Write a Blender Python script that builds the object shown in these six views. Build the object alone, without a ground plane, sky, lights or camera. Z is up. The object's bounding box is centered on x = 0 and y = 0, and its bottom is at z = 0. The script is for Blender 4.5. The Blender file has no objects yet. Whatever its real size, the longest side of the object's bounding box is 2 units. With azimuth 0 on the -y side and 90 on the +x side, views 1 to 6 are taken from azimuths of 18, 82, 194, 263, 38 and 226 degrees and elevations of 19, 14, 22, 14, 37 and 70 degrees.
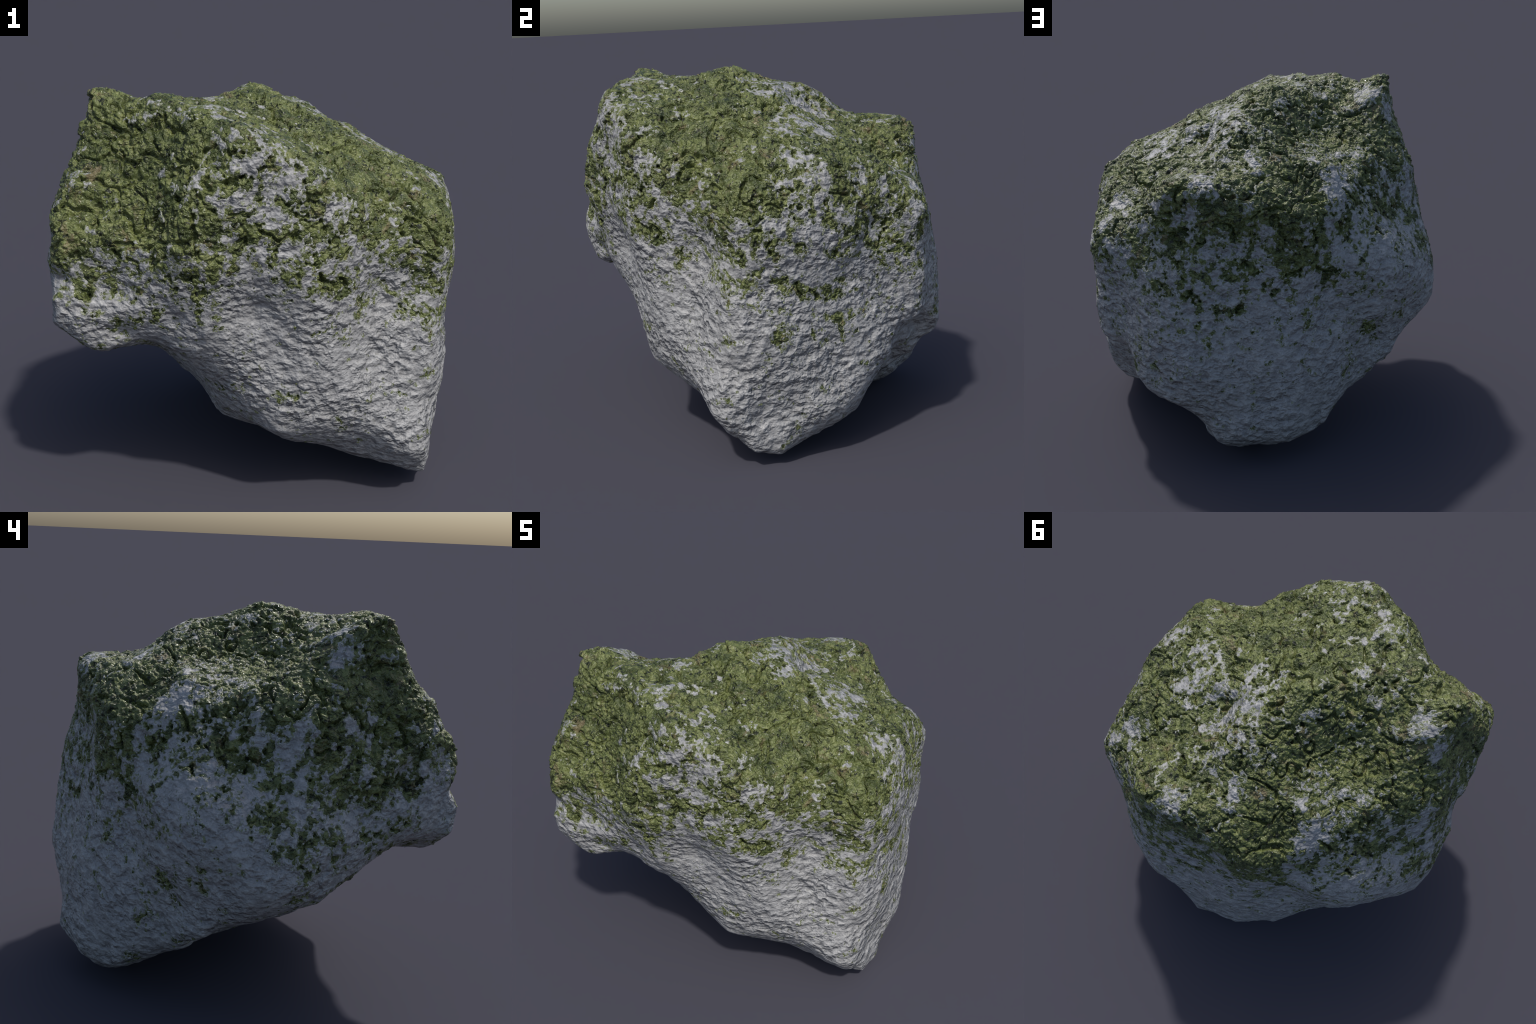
"""A mossy boulder: a pale grey, faceted block of stone standing on one low corner,
its head and shoulders grown over with a crust of lumpy green moss."""
import math
import bmesh
import bpy
import numpy as np

# ----------------------------------------------------------------------------
# 1. THE SKIN OF THE STONE: spot points on its ridges, corners, faces and hollows
#    (x, y, z in metres).  The skin passes through them and runs flat
#    between them, as broken stone does.
# ----------------------------------------------------------------------------
CORE = (0.05, -0.02, 1.08)

SKIN = {}
SKIN["crown"] = [
    (-0.049, -0.070, 1.917), (-0.313, -0.561, 1.902), (-0.625, -0.587, 1.901), (-0.541, -0.476, 1.890), (-0.053, -0.555, 1.882),
    (-0.165, -0.596, 1.879), (-0.290, -0.636, 1.866), (-0.077, -0.710, 1.863), (-0.433, -0.488, 1.861), (-0.614, -0.430, 1.860),
    (0.157, -0.197, 1.858), (-0.110, -0.510, 1.850), (0.050, -0.616, 1.839), (0.136, -0.769, 1.838), (0.150, 0.004, 1.828),
    (-0.349, -0.329, 1.826), (0.101, 0.116, 1.825), (0.050, -0.480, 1.825), (0.202, -0.114, 1.824), (-0.113, 0.030, 1.821),
    (-0.555, -0.325, 1.813), (-0.401, -0.375, 1.809), (0.200, 0.125, 1.808), (-0.283, -0.271, 1.807), (0.102, 0.279, 1.801),
    (0.155, -0.358, 1.798), (-0.467, -0.339, 1.791), (0.226, -0.616, 1.784), (-0.176, -0.684, 1.775), (0.260, -0.788, 1.773),
    (0.401, -0.237, 1.754), (0.050, 0.391, 1.745), (-0.438, -0.662, 1.731), (0.336, -0.447, 1.728), (0.380, -0.689, 1.724),
    (-0.033, -0.818, 1.715), (0.381, 0.184, 1.714), (-0.453, -0.217, 1.709), (0.493, -0.175, 1.708), (0.050, -0.801, 1.701),
    (0.423, 0.036, 1.683), (0.416, -0.375, 1.672), (-0.212, 0.189, 1.670), (0.414, -0.524, 1.670), (0.266, 0.205, 1.667),
    (-0.352, -0.104, 1.652), (0.256, 0.303, 1.640), (-0.515, -0.084, 1.638), (-0.337, 0.007, 1.631), (0.050, 0.521, 1.628),
    (0.603, 0.160, 1.608), (-0.163, 0.542, 1.603), (-0.451, 0.289, 1.583), (-0.459, 0.145, 1.566),
]
SKIN["lower_back_face"] = [
    (0.595, 0.797, 0.975), (-0.021, 0.838, 0.964), (-0.504, 0.540, 0.952), (0.318, 0.947, 0.876), (0.554, 0.810, 0.843),
    (0.765, 0.729, 0.836), (-0.064, 0.851, 0.771), (-0.492, 0.615, 0.688), (0.139, 0.971, 0.646), (-0.227, 0.839, 0.632),
    (0.689, 0.728, 0.617), (0.595, 0.737, 0.612), (0.695, 0.635, 0.589), (0.359, 0.939, 0.580), (0.491, 0.886, 0.520),
    (0.485, 0.753, 0.516), (0.578, 0.645, 0.500), (0.232, 0.956, 0.477), (0.529, 0.713, 0.449), (0.448, 0.867, 0.435),
    (0.375, 0.912, 0.422), (0.286, 0.939, 0.405), (-0.218, 0.838, 0.394), (0.398, 0.819, 0.388), (0.324, 0.858, 0.377),
    (0.495, 0.594, 0.361), (-0.046, 0.903, 0.346), (0.438, 0.644, 0.332), (0.435, 0.762, 0.327), (-0.449, 0.669, 0.273),
    (0.408, 0.629, 0.251), (-0.103, 0.914, 0.242), (0.187, 0.722, 0.239), (0.266, 0.711, 0.217), (-0.496, 0.617, 0.196),
    (-0.325, 0.800, 0.191), (0.050, 0.880, 0.169), (-0.432, 0.669, 0.161),
]
SKIN["lower_front_face"] = [
    (-0.684, -0.853, 1.035), (-0.619, -0.977, 1.033), (0.231, -0.727, 1.031), (-0.323, -0.920, 1.016), (-0.652, -0.914, 0.987),
    (0.050, -0.839, 0.970), (-0.077, -0.844, 0.968), (-0.642, -0.939, 0.909), (-0.697, -0.776, 0.907), (-0.327, -0.871, 0.893),
    (-0.610, -0.711, 0.855), (-0.215, -0.826, 0.848), (-0.501, -0.928, 0.821), (0.529, -0.632, 0.816), (-0.393, -0.900, 0.815),
    (-0.543, -0.663, 0.809), (-0.233, -0.758, 0.809), (-0.052, -0.798, 0.804), (-0.511, -0.833, 0.791), (-0.479, -0.695, 0.788),
    (0.344, -0.683, 0.779), (-0.324, -0.704, 0.773), (-0.410, -0.719, 0.771), (-0.434, -0.859, 0.771), (-0.511, -0.651, 0.753),
    (-0.232, -0.409, 0.624), (0.335, -0.644, 0.403),
]
SKIN["lower_left_face"] = [
    (-0.844, 0.297, 1.041), (-0.822, -0.477, 1.039), (-0.922, -0.365, 0.952), (-0.771, -0.599, 0.878), (-0.929, -0.296, 0.837),
    (-0.528, 0.537, 0.795), (-0.985, -0.165, 0.763), (-0.729, 0.396, 0.758), (-0.885, 0.181, 0.745), (-0.587, -0.562, 0.745),
    (-0.990, -0.020, 0.705), (-0.941, -0.161, 0.696), (-0.578, 0.521, 0.669), (-0.659, 0.418, 0.655), (-0.573, -0.478, 0.651),
    (-0.645, -0.387, 0.643), (-0.834, -0.286, 0.635), (-0.649, -0.268, 0.598), (-0.307, -0.355, 0.594), (-0.728, 0.324, 0.567),
    (-0.822, -0.020, 0.541), (-0.641, 0.407, 0.490), (-0.744, 0.128, 0.482), (-0.498, -0.053, 0.470), (-0.803, 0.209, 0.465),
    (-0.607, 0.193, 0.453), (-0.666, 0.096, 0.449), (-0.758, 0.255, 0.422), (-0.546, 0.161, 0.418), (-0.700, 0.296, 0.388),
    (-0.629, 0.256, 0.351), (-0.659, 0.343, 0.344),
]
SKIN["lower_right_face"] = [
    (0.728, -0.375, 0.988), (0.922, -0.308, 0.915), (0.970, -0.082, 0.912), (0.893, 0.277, 0.896), (0.855, 0.401, 0.896),
    (0.679, -0.456, 0.892), (0.810, 0.517, 0.815), (0.948, -0.295, 0.814), (0.709, -0.429, 0.757), (0.761, 0.689, 0.642),
    (0.968, -0.303, 0.619), (0.709, -0.497, 0.588), (0.865, -0.380, 0.543), (0.957, -0.279, 0.529), (0.988, -0.020, 0.501),
    (0.799, 0.535, 0.462), (0.918, 0.213, 0.455), (0.967, -0.357, 0.419), (0.748, -0.451, 0.379), (0.868, 0.404, 0.353),
    (0.785, 0.434, 0.342), (0.700, -0.422, 0.316), (0.958, 0.207, 0.311), (0.917, -0.400, 0.288), (0.958, -0.168, 0.280),
    (0.957, -0.069, 0.280), (0.923, 0.264, 0.246), (0.977, -0.323, 0.239), (0.789, 0.352, 0.183), (0.970, -0.202, 0.093),
    (0.963, -0.076, 0.063),
]
SKIN["underside"] = [
    (-0.229, -0.353, 0.552), (-0.144, -0.398, 0.532), (-0.352, -0.268, 0.527), (-0.016, -0.521, 0.442), (-0.467, 0.048, 0.429),
    (-0.384, -0.085, 0.377), (0.050, -0.467, 0.357), (0.163, -0.436, 0.337), (-0.064, -0.331, 0.278), (0.298, -0.435, 0.256),
    (0.435, -0.327, 0.212), (-0.067, -0.020, 0.209), (0.285, 0.610, 0.206), (0.592, -0.355, 0.203), (-0.421, 0.438, 0.194),
    (-0.280, 0.325, 0.182), (0.611, 0.422, 0.172), (0.618, 0.331, 0.161), (0.150, 0.738, 0.115), (0.826, -0.221, 0.107),
    (0.332, 0.228, 0.081), (-0.137, 0.733, 0.080), (0.674, 0.073, 0.070), (0.050, 0.635, 0.021), (-0.175, 0.643, 0.018),
]
SKIN["upper_back_face"] = [
    (0.252, 0.627, 1.597), (0.205, 0.815, 1.596), (0.282, 0.832, 1.581), (0.084, 0.806, 1.566), (0.399, 0.698, 1.524),
    (0.491, 0.515, 1.477), (-0.352, 0.484, 1.476), (-0.165, 0.742, 1.453), (0.200, 0.826, 1.448), (-0.374, 0.648, 1.440),
    (0.466, 0.740, 1.421), (0.516, 0.601, 1.406), (0.647, 0.712, 1.329), (-0.138, 0.738, 1.294), (0.424, 0.823, 1.265),
    (-0.050, 0.773, 1.242), (0.768, 0.736, 1.196), (0.219, 0.905, 1.143), (-0.378, 0.672, 1.080), (0.570, 0.821, 1.080),
    (0.113, 0.895, 1.080),
]
SKIN["upper_front_face"] = [
    (0.170, -0.841, 1.658), (0.479, -0.676, 1.645), (-0.541, -0.736, 1.611), (-0.277, -0.747, 1.608), (-0.633, -0.733, 1.606),
    (0.309, -0.763, 1.605), (-0.174, -0.813, 1.570), (0.267, -0.787, 1.554), (0.009, -0.903, 1.544), (-0.566, -0.841, 1.510),
    (-0.455, -0.822, 1.504), (-0.275, -0.804, 1.499), (0.476, -0.696, 1.437), (-0.473, -0.814, 1.431), (-0.204, -0.871, 1.386),
    (-0.663, -0.895, 1.378), (0.157, -0.837, 1.370), (-0.398, -0.911, 1.348), (-0.028, -0.943, 1.335), (-0.615, -0.943, 1.328),
    (-0.668, -0.868, 1.292), (0.380, -0.764, 1.243), (-0.453, -0.918, 1.216), (-0.581, -0.965, 1.202), (-0.662, -0.926, 1.174),
    (-0.584, -0.928, 1.125), (-0.530, -0.958, 1.080), (0.470, -0.700, 1.080), (-0.330, -0.883, 1.080), (-0.416, -0.906, 1.080),
]
SKIN["upper_left_face"] = [
    (-0.638, -0.536, 1.758), (-0.648, -0.641, 1.749), (-0.661, -0.547, 1.666), (-0.639, 0.014, 1.561), (-0.730, -0.502, 1.547),
    (-0.671, -0.020, 1.526), (-0.834, -0.280, 1.445), (-0.479, 0.478, 1.430), (-0.622, 0.233, 1.399), (-0.753, -0.516, 1.387),
    (-0.750, -0.585, 1.359), (-0.772, -0.678, 1.337), (-0.808, -0.392, 1.310), (-0.802, -0.620, 1.290), (-0.749, -0.657, 1.245),
    (-0.877, -0.276, 1.238), (-0.773, 0.036, 1.231), (-0.748, -0.736, 1.211), (-0.558, 0.464, 1.206), (-0.847, -0.490, 1.202),
    (-0.756, -0.660, 1.164), (-0.827, -0.404, 1.159), (-0.649, 0.471, 1.115), (-0.897, 0.108, 1.080), (-0.786, -0.685, 1.080),
]
SKIN["upper_right_face"] = [
    (0.641, -0.221, 1.561), (0.818, -0.020, 1.555), (0.654, 0.241, 1.553), (0.618, -0.516, 1.531), (0.827, 0.028, 1.524),
    (0.865, 0.226, 1.490), (0.798, 0.378, 1.467), (0.676, -0.407, 1.455), (0.723, 0.552, 1.434), (0.952, -0.214, 1.403),
    (0.822, 0.393, 1.400), (0.765, -0.345, 1.398), (0.968, -0.083, 1.315), (0.924, 0.227, 1.297), (0.943, -0.267, 1.233),
    (0.908, 0.356, 1.157), (0.821, 0.456, 1.151), (0.720, -0.371, 1.111), (0.955, -0.236, 1.066),
]


# ----------------------------------------------------------------------------
# 2. WHERE THE MOSS SITS: it thickens with height, and patches of it (gain > 0) or
#    bare stone (gain < 0) are spread over the faces: x, y, z, reach, gain.
# ----------------------------------------------------------------------------
MOSS_LINE = 1.20          # height at which half of the stone is overgrown
MOSS_SLOPE = 4.2          # how fast the cover closes above that line

MOSS_PATCHES = {}
MOSS_PATCHES["back"] = [
    (-0.52, 0.55, 0.25, 0.06, 3.00), (-0.30, 0.58, 1.50, 0.16, 1.64), (0.61, 0.79, 1.04, 0.25, -1.56), (-0.15, 0.83, 0.76, 0.25, -1.45),
    (0.16, 0.95, 0.78, 0.06, -1.47), (-0.43, 0.71, 0.47, 0.25, -1.06), (-0.05, 0.78, 1.40, 0.06, 1.34), (0.63, 0.64, 1.38, 0.06, -1.09),
    (-0.38, 0.49, 1.47, 0.06, 1.17),
]
MOSS_PATCHES["crown"] = [
    (0.30, -0.77, 1.62, 0.25, -2.87), (0.18, 0.22, 1.75, 0.25, -3.00), (0.59, 0.13, 1.61, 0.16, -3.00), (-0.50, -0.38, 1.82, 0.16, -2.38),
    (0.08, 0.76, 1.59, 0.10, -3.00), (0.55, -0.22, 1.64, 0.25, 2.09), (-0.51, 0.27, 1.54, 0.16, -2.86), (-0.68, -0.38, 1.71, 0.10, -2.67),
    (-0.08, 0.51, 1.63, 0.06, -2.45), (-0.56, -0.62, 1.84, 0.16, 2.08), (0.16, -0.20, 1.87, 0.16, 2.22), (0.00, -0.49, 1.85, 0.10, -1.81),
    (0.01, -0.75, 1.83, 0.06, 2.04), (0.09, -0.86, 1.61, 0.10, -1.75), (0.42, 0.61, 1.50, 0.16, 0.86), (0.84, 0.02, 1.52, 0.06, -1.36),
    (-0.55, 0.04, 1.58, 0.06, -1.73), (0.45, -0.69, 1.64, 0.06, 1.71), (0.18, 0.22, 1.75, 0.06, 1.62), (0.22, 0.35, 1.64, 0.25, -0.76),
    (-0.47, -0.23, 1.72, 0.10, 1.24), (-0.30, -0.29, 1.81, 0.10, -1.37), (-0.24, 0.05, 1.70, 0.16, 1.04), (0.58, -0.60, 1.50, 0.10, -1.39),
    (-0.05, -0.65, 1.86, 0.06, -1.03), (-0.55, -0.78, 1.56, 0.06, -1.43), (-0.44, -0.33, 1.79, 0.06, 1.30), (0.11, -0.79, 1.77, 0.10, -0.84),
    (0.24, -0.57, 1.78, 0.06, -1.12), (-0.19, -0.53, 1.88, 0.06, 1.26), (-0.06, -0.78, 1.75, 0.06, 1.22), (-0.69, -0.56, 1.60, 0.06, 1.00),
    (0.62, 0.27, 1.57, 0.10, -0.80),
]
MOSS_PATCHES["front"] = [
    (0.26, -0.72, 0.95, 0.25, -3.00), (-0.27, -0.82, 1.48, 0.25, 2.10), (-0.71, -0.82, 1.03, 0.16, -2.87), (-0.57, -0.95, 1.30, 0.06, 1.57),
    (-0.71, -0.82, 1.19, 0.10, -1.36), (-0.24, -0.89, 1.12, 0.10, -1.31), (0.05, -0.90, 1.25, 0.10, 1.11),
]
MOSS_PATCHES["left"] = [
    (-0.86, 0.27, 1.02, 0.25, -2.53), (-0.82, -0.15, 1.35, 0.10, -2.53), (-0.69, 0.39, 0.68, 0.10, 1.53), (-0.95, -0.17, 0.98, 0.10, 1.76),
    (-1.00, -0.01, 0.78, 0.16, -1.74), (-0.89, -0.37, 1.04, 0.06, -1.46), (-0.78, -0.64, 1.32, 0.10, 1.34), (-0.80, 0.25, 0.55, 0.06, -1.38),
    (-0.81, -0.53, 1.01, 0.06, -1.31), (-0.85, -0.37, 1.13, 0.06, 1.23), (-0.52, 0.45, 1.39, 0.10, -1.09),
]
MOSS_PATCHES["right"] = [
    (0.92, 0.11, 1.43, 0.16, -1.91), (0.81, 0.55, 1.02, 0.10, 2.92), (0.66, -0.49, 0.77, 0.25, -2.45), (0.96, -0.20, 1.37, 0.16, 1.53),
    (0.82, 0.30, 1.48, 0.16, 1.27), (0.97, -0.24, 0.75, 0.10, -2.04), (0.67, -0.49, 1.28, 0.16, -1.30), (0.91, 0.27, 0.74, 0.06, 1.51),
    (0.72, -0.30, 1.50, 0.06, 1.36), (0.67, 0.44, 1.50, 0.10, 1.09), (0.97, 0.09, 1.22, 0.16, -0.96), (0.97, -0.22, 1.06, 0.06, 1.34),
    (0.96, 0.08, 0.79, 0.06, -1.22), (0.82, 0.52, 0.79, 0.16, -1.11), (0.78, 0.71, 1.10, 0.06, 1.16),
]



# ----------------------------------------------------------------------------
# noise helpers (gradient noise on arrays of points)
# ----------------------------------------------------------------------------
def hashed(ix, iy, iz, seed):
    h = (ix * 374761393 + iy * 668265263 + iz * 2147483647 + seed * 974634777) & 0xFFFFFFFF
    h = ((h ^ (h >> 13)) * 1274126177) & 0xFFFFFFFF
    h = ((h ^ (h >> 15)) * 2246822519) & 0xFFFFFFFF
    return h ^ (h >> 16)


def noise3(p, seed):
    """Perlin noise, about -1..1, of an (n, 3) array."""
    base = np.floor(p).astype(np.int64)
    f = (p - base).astype(np.float32)
    w = f * f * f * (f * (f * 6 - 15) + 10)
    total = np.zeros(len(p), np.float32)
    for dx in (0, 1):
        wx = w[:, 0] if dx else 1 - w[:, 0]
        for dy in (0, 1):
            wy = w[:, 1] if dy else 1 - w[:, 1]
            for dz in (0, 1):
                wz = w[:, 2] if dz else 1 - w[:, 2]
                h = hashed(base[:, 0] + dx, base[:, 1] + dy, base[:, 2] + dz, seed)
                a = (h & 0xFFFF).astype(np.float32) * (2 * math.pi / 65536)
                c = ((h >> 16) & 0xFFFF).astype(np.float32) / 32767.5 - 1
                s = np.sqrt(np.maximum(0, 1 - c * c))
                g = s * np.cos(a) * (f[:, 0] - dx) + s * np.sin(a) * (f[:, 1] - dy) + c * (f[:, 2] - dz)
                total += wx * wy * wz * g
    return total * 1.6


def fractal(p, seed, octaves=3, gain=0.5):
    total, amp, norm = 0, 1.0, 0.0
    for i in range(octaves):
        total = total + amp * noise3(p * (2.03 ** i) + 7.7 * i, seed + i)
        norm += amp
        amp *= gain
    return total / norm


def smooth(a, b, x):
    """0 at a, 1 at b, an S-curve between."""
    t = np.clip((x - a) / (b - a), 0, 1)
    return t * t * (3 - 2 * t)


# ----------------------------------------------------------------------------
# geometry
# ----------------------------------------------------------------------------
def sphere(subdivisions):
    bm = bmesh.new()
    bmesh.ops.create_icosphere(bm, subdivisions=subdivisions, radius=1.0)
    me = bpy.data.meshes.new("sphere")
    bm.to_mesh(me)
    bm.free()
    n = len(me.vertices)
    v = np.empty(n * 3, np.float32)
    me.vertices.foreach_get("co", v)
    f = np.empty(len(me.polygons) * 3, np.int32)
    me.polygons.foreach_get("vertices", f)
    bpy.data.meshes.remove(me)
    v = v.reshape(-1, 3).astype(np.float64)
    return v / np.linalg.norm(v, axis=1, keepdims=True), f.reshape(-1, 3)


def radial_skin(directions):
    """Radius of the stone along each direction, through the spot points."""
    pts = np.array([p for group in SKIN.values() for p in group]) - np.array(CORE)
    rad = np.linalg.norm(pts, axis=1)
    dirs = pts / rad[:, None]
    n = len(rad)
    k = np.linalg.norm(dirs[:, None] - dirs[None], axis=2) ** SKIN_POWER
    flat = np.c_[np.ones(n), dirs]          # 1 / radius is linear across a flat face
    a = np.zeros((n + 4, n + 4))
    a[:n, :n], a[:n, n:], a[n:, :n] = -k, flat, flat.T
    s = np.linalg.solve(a, np.r_[1 / rad, np.zeros(4)])
    out = np.empty(len(directions))
    for i in range(0, len(directions), 40000):
        d = directions[i:i + 40000]
        dist = np.sqrt(np.maximum(0, 2 - 2 * d @ dirs.T))
        out[i:i + 40000] = -(dist ** SKIN_POWER) @ s[:n] + s[n] + d @ s[n + 1:]
    return 1 / out


def normals(p, f):
    fn = np.cross(p[f[:, 1]] - p[f[:, 0]], p[f[:, 2]] - p[f[:, 0]])
    vn = np.zeros_like(p)
    for axis in range(3):
        for corner in range(3):
            vn[:, axis] += np.bincount(f[:, corner], fn[:, axis], len(p))
    return vn / np.maximum(1e-12, np.linalg.norm(vn, axis=1, keepdims=True))


def moss_cover(p, up):
    """Log-odds of moss on the stone at each point."""
    cover = np.clip(MOSS_SLOPE * (p[:, 2] - MOSS_LINE), -4.2, 1.7)
    for group in MOSS_PATCHES.values():
        for x, y, z, reach, gain in group:
            d2 = ((p - np.array((x, y, z))) ** 2).sum(1)
            near = d2 < (2.6 * reach) ** 2
            cover[near] += gain * np.exp(-d2[near] / reach ** 2)
    return cover


def build_mesh(name, p, f, material):
    used = np.unique(f)
    index = np.full(len(p), -1, np.int64)
    index[used] = np.arange(len(used))
    v, f = p[used].astype(np.float32), index[f].astype(np.int32)
    me = bpy.data.meshes.new(name)
    me.vertices.add(len(v))
    me.vertices.foreach_set("co", v.ravel())
    me.loops.add(f.size)
    me.loops.foreach_set("vertex_index", f.ravel())
    me.polygons.add(len(f))
    me.polygons.foreach_set("loop_start", np.arange(0, f.size, 3, dtype=np.int32))
    me.update(calc_edges=True)
    me.shade_smooth()
    me.materials.append(material)
    ob = bpy.data.objects.new(name, me)
    bpy.context.scene.collection.objects.link(ob)
    return ob


# ----------------------------------------------------------------------------
# materials
# ----------------------------------------------------------------------------
class Nodes:
    def __init__(self, name):
        self.mat = bpy.data.materials.new(name)
        self.mat.use_nodes = True
        self.tree = self.mat.node_tree
        self.tree.nodes.clear()
        self.out = self.add("ShaderNodeOutputMaterial")
        self.bsdf = self.add("ShaderNodeBsdfPrincipled")
        self.link(self.bsdf.outputs[0], self.out.inputs["Surface"])
        self.co = self.add("ShaderNodeTexCoord").outputs["Object"]

    def add(self, kind, **props):
        n = self.tree.nodes.new(kind)
        for k, v in props.items():
            setattr(n, k, v)
        return n

    def link(self, a, b):
        self.tree.links.new(a, b)

    def mapped(self, scale, offset=(0, 0, 0)):
        m = self.add("ShaderNodeMapping")
        m.inputs["Scale"].default_value = scale
        m.inputs["Location"].default_value = offset
        self.link(self.co, m.inputs["Vector"])
        return m.outputs[0]

    def noise(self, scale, detail=3.0, rough=0.55, distortion=0.0, vector=None):
        n = self.add("ShaderNodeTexNoise")
        n.inputs["Scale"].default_value = scale
        n.inputs["Detail"].default_value = detail
        n.inputs["Roughness"].default_value = rough
        n.inputs["Distortion"].default_value = distortion
        self.link(vector or self.co, n.inputs["Vector"])
        return n.outputs["Fac"]

    def ramp(self, fac, *stops):
        r = self.add("ShaderNodeValToRGB")
        e = r.color_ramp.elements
        while len(e) < len(stops):
            e.new(0.5)
        for el, (pos, col) in zip(e, stops):
            el.position = pos
            el.color = (*col, 1) if isinstance(col, tuple) else (col, col, col, 1)
        self.link(fac, r.inputs[0])
        return r.outputs[0]

    def mix(self, fac, a, b, mode="MIX"):
        m = self.add("ShaderNodeMix", data_type="RGBA", blend_type=mode)
        for socket, value in ((m.inputs[0], fac), (m.inputs[6], a), (m.inputs[7], b)):
            if isinstance(value, (int, float)):
                socket.default_value = value
            elif isinstance(value, tuple):
                socket.default_value = (*value, 1)
            else:
                self.link(value, socket)
        return m.outputs[2]

    def bump(self, height, strength, distance, normal=None):
        b = self.add("ShaderNodeBump")
        if isinstance(strength, float):
            b.inputs["Strength"].default_value = strength
        else:
            self.link(strength, b.inputs["Strength"])
        b.inputs["Distance"].default_value = distance
        self.link(height, b.inputs["Height"])
        if normal:
            self.link(normal, b.inputs["Normal"])
        return b.outputs[0]


def stone_material():
    m = Nodes("pale_grey_stone")
    flakes = m.noise(1.0, 2.5, 0.45, 0.15, m.mapped((22, 22, 27), (3.1, 1.7, 0.4)))
    chips = m.noise(62, 3, 0.6, 0.3)
    fine = m.noise(190, 3, 0.65)
    broad = m.noise(3.5, 4, 0.55)
    col = m.ramp(flakes, (0.34, (0.185, 0.185, 0.19)), (0.5, (0.315, 0.315, 0.317)), (0.66, (0.48, 0.48, 0.475)))
    col = m.mix(0.40, col, m.ramp(chips, (0.33, (0.165, 0.165, 0.17)), (0.5, (0.31, 0.31, 0.31)), (0.67, (0.48, 0.48, 0.47))))
    col = m.mix(0.22, col, m.ramp(fine, (0.3, (0.16, 0.16, 0.16)), (0.7, (0.43, 0.43, 0.42))))
    col = m.mix(m.ramp(broad, (0.38, 0.0), (0.66, 0.35)), col, (0.31, 0.305, 0.295))
    # thin green and ochre specks of algae
    speck = m.ramp(m.noise(64, 3, 0.6, 0.4), (0.63, 0.0), (0.67, 0.8))
    where = m.ramp(m.noise(5, 3, 0.6), (0.50, 0.0), (0.60, 1.0))
    col = m.mix(m.mix(1.0, speck, where, "MULTIPLY"), col, (0.085, 0.10, 0.03))
    m.link(col, m.bsdf.inputs["Base Color"])
    m.bsdf.inputs["Roughness"].default_value = 0.48
    m.bsdf.inputs["Specular IOR Level"].default_value = 0.5
    n = m.bump(flakes, m.ramp(m.noise(4.5, 3, 0.6), (0.36, 0.45), (0.58, 1.0)), 0.058)
    n = m.bump(chips, 0.6, 0.007, n)
    n = m.bump(fine, 0.2, 0.0015, n)
    m.link(n, m.bsdf.inputs["Normal"])
    return m.mat


def algae_material():
    """The thin green film that fringes the moss: stone showing through specks."""
    m = Nodes("green_algae_film")
    speck = m.noise(75, 4, 0.65, 0.4)
    clump = m.noise(28, 3, 0.6, 0.4)
    stone = m.ramp(m.noise(62, 3, 0.6, 0.3), (0.33, (0.20, 0.20, 0.195)), (0.5, (0.32, 0.325, 0.31)), (0.67, (0.46, 0.46, 0.44)))
    green = m.ramp(clump, (0.36, (0.05, 0.062, 0.02)), (0.60, (0.19, 0.215, 0.085)))
    col = m.mix(m.ramp(speck, (0.44, 0.0), (0.56, 0.9)), stone, green)
    m.link(col, m.bsdf.inputs["Base Color"])
    m.bsdf.inputs["Roughness"].default_value = 0.5
    n = m.bump(clump, 0.9, 0.018)
    n = m.bump(speck, 0.6, 0.006, n)
    m.link(n, m.bsdf.inputs["Normal"])
    return m.mat


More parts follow.
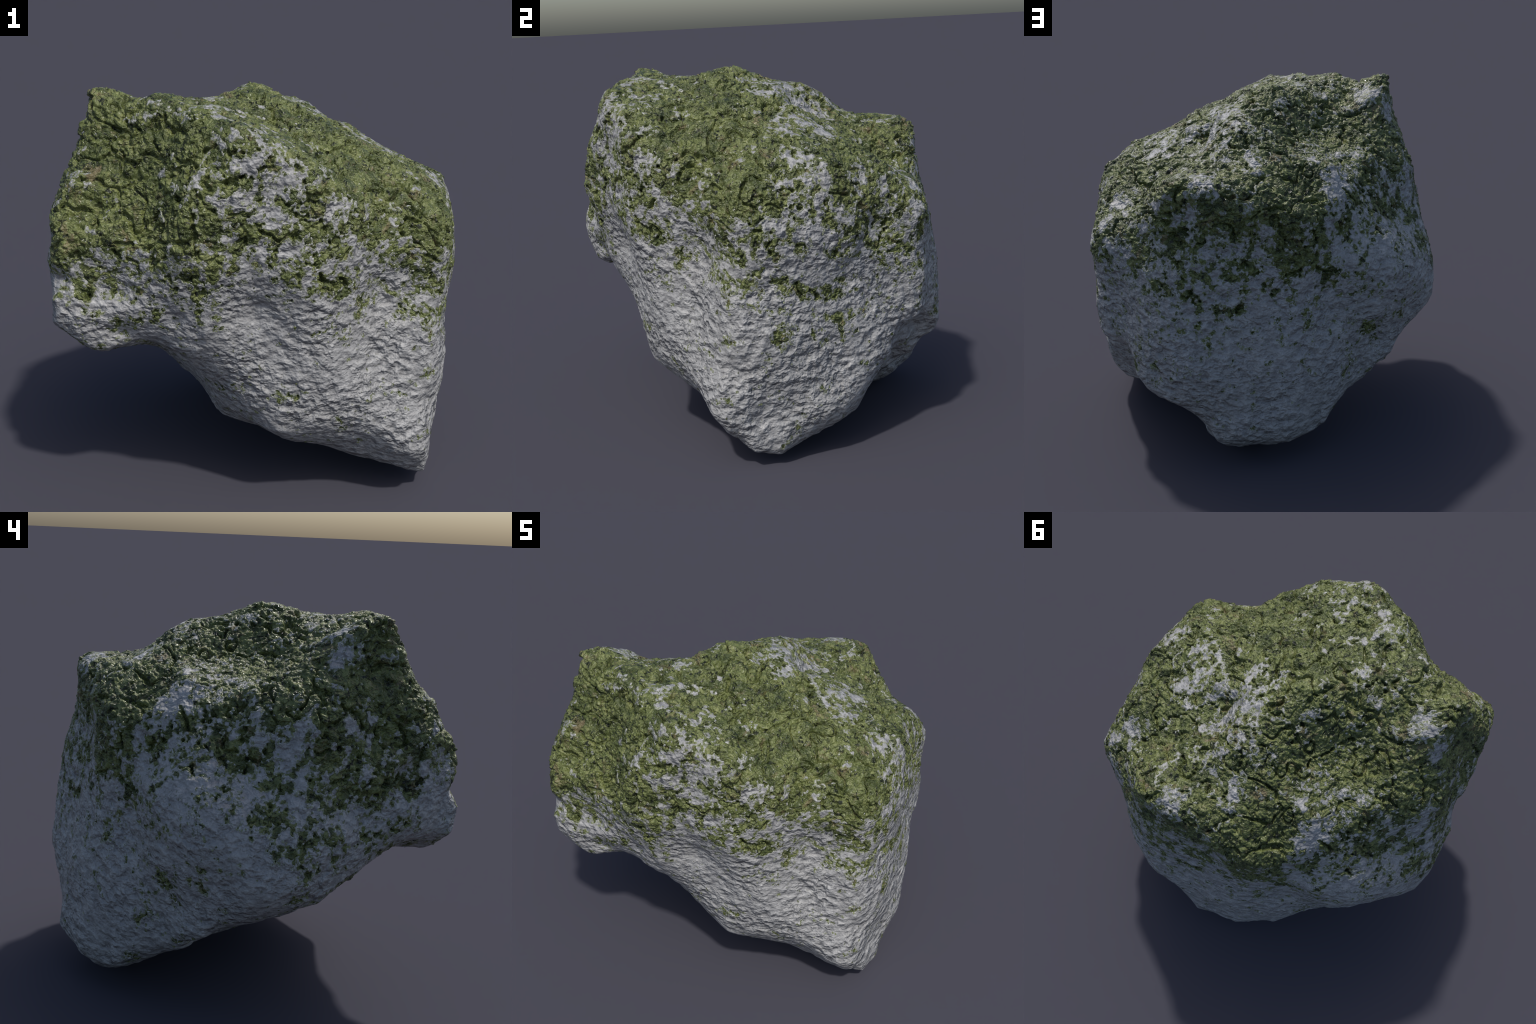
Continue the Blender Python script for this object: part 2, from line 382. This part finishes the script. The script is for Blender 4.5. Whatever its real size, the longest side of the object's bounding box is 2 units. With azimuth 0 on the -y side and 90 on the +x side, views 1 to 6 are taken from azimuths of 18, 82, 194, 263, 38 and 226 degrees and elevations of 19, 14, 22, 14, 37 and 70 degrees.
def moss_material():
    m = Nodes("green_moss")
    clump = m.noise(24, 3, 0.55, 0.5)
    fine = m.noise(80, 3, 0.6, 0.4)
    tone = m.noise(9, 4, 0.6)
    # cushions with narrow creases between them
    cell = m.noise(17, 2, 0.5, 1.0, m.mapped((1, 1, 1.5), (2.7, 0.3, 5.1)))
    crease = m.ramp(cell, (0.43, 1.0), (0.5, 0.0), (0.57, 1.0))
    col = m.ramp(clump, (0.34, (0.056, 0.067, 0.021)), (0.46, (0.118, 0.142, 0.042)),  # low parts of the clumps tinted darker, crevice shade within the colour
                 (0.56, (0.163, 0.187, 0.060)), (0.70, (0.228, 0.244, 0.095)))
    col = m.mix(0.35, col, m.ramp(fine, (0.36, (0.035, 0.042, 0.014)), (0.48, (0.115, 0.142, 0.043)), (0.64, (0.223, 0.239, 0.101))))
    col = m.mix(m.ramp(tone, (0.38, 0.75), (0.50, 0.0)), col, (0.042, 0.058, 0.016))
    brown = m.ramp(m.noise(11, 5, 0.7, 0.6), (0.575, 0.0), (0.68, 0.7))
    col = m.mix(brown, col, (0.173, 0.127, 0.072))
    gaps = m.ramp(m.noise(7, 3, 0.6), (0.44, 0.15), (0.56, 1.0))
    crease_shade = m.mix(1.0, m.ramp(crease, (0.0, 0.75), (0.7, 0.0)), gaps, "MULTIPLY")
    col = m.mix(crease_shade, col, (0.014, 0.019, 0.008))  # shadow between cushions painted into the base colour along the creases
    pits = m.ramp(m.noise(30, 4, 0.6, 0.4), (0.37, 0.95), (0.425, 0.0))  # no real holes: near-black spots coloured on as small moss shadows
    col = m.mix(pits, col, (0.010, 0.014, 0.006))
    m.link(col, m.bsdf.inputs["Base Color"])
    m.link(m.ramp(fine, (0.42, 0.20), (0.58, 0.60)), m.bsdf.inputs["Roughness"])
    m.bsdf.inputs["Specular IOR Level"].default_value = 0.45
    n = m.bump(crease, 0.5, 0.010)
    n = m.bump(clump, 1.0, 0.024, n)
    n = m.bump(fine, 0.5, 0.006, n)
    m.link(n, m.bsdf.inputs["Normal"])
    return m.mat


# ----------------------------------------------------------------------------
# build
# ----------------------------------------------------------------------------
def build():
    directions, faces = sphere(SUBDIVISIONS)
    skin = np.array(CORE) + directions * radial_skin(directions)[:, None]
    n = normals(skin, faces)

    # relief of the bare stone: flat-lying flakes with sharp undersides, pits, swells
    bend = 0.03 * np.stack([fractal(skin * 7, 21 + i, 2) for i in range(3)], axis=1)
    flakes = fractal((skin + bend) * (14, 14, 17), 11, 3, 0.45)
    ledges = np.abs(fractal((skin + bend) * (8, 8, 13), 16, 3, 0.5))
    swell = fractal(skin * 5.0, 31, 2, 0.5)
    rough = 0.35 + 0.65 * smooth(-0.25, 0.25, noise3(skin * 4.0, 41))
    relief = 0.0115 * rough * flakes - 0.022 * np.maximum(0, 0.08 - ledges) + 0.005 * swell

    # cover of the moss, broken up into tufts and gaps
    cover = moss_cover(skin, n[:, 2])
    breakup = (1.2 * noise3(skin * 9 + bend * 20, 51) + 1.1 * noise3(skin * 22 + bend * 30, 61)
               + 0.9 * noise3(skin * 48, 71) + 0.5 * noise3(skin * 100, 81))
    growth = cover + 0.40 * smooth(1.1, 1.5, skin[:, 2]) + BREAKUP * breakup / breakup.std()
    mats = np.abs(fractal((skin + bend) * 15, 91, 3, 0.5))       # round cushions, sharp creases between
    cushions = np.abs(noise3((skin + bend) * 36, 97))
    clefts = np.abs(fractal((skin + bend) * 6.5, 111, 2, 0.5))   # deep gaps between the mats
    rooted = smooth(-0.3, 2.0, growth)
    lift = (-0.005 + 0.0075 * smooth(-0.9, 0.5, growth)
            + rooted * (0.052 * np.minimum(mats, 0.26) + 0.010 * np.minimum(cushions, 0.5) - 0.014
                        - 0.026 * smooth(0.10, 0.0, clefts)))

    stone = skin + n * (relief - (0.014 + 0.026 * smooth(0.10, 0.0, clefts)) * rooted)[:, None]         # the moss fills hollows of the stone
    moss = skin + n * (relief * 0.8 + lift)[:, None]
    stone[:, 2] = np.maximum(stone[:, 2], 0.002)                 # it stands on the ground
    moss[:, 2] = np.maximum(moss[:, 2], 0.001)
    keep = (growth[faces] > -1.0).any(axis=1)

    boulder = bpy.data.objects.new("mossy_boulder", None)
    bpy.context.scene.collection.objects.link(boulder)
    boulder["label"] = "pale grey boulder with green moss covering its top"
    boulder["category"] = "boulder"
    body = build_mesh("stone_body", stone, faces, stone_material())
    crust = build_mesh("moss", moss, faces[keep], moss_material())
    crust["kind"] = "stuff"
    fringe = (np.abs(growth + 0.15) < 0.55)[faces].any(axis=1)
    film = build_mesh("algae_film", stone + n * 0.0008, faces[fringe], algae_material())
    film["kind"] = "stuff"
    for ob in (body, crust, film):
        ob.parent = boulder


SUBDIVISIONS = 9
SKIN_POWER = 1.3
BREAKUP = 1.5
build()
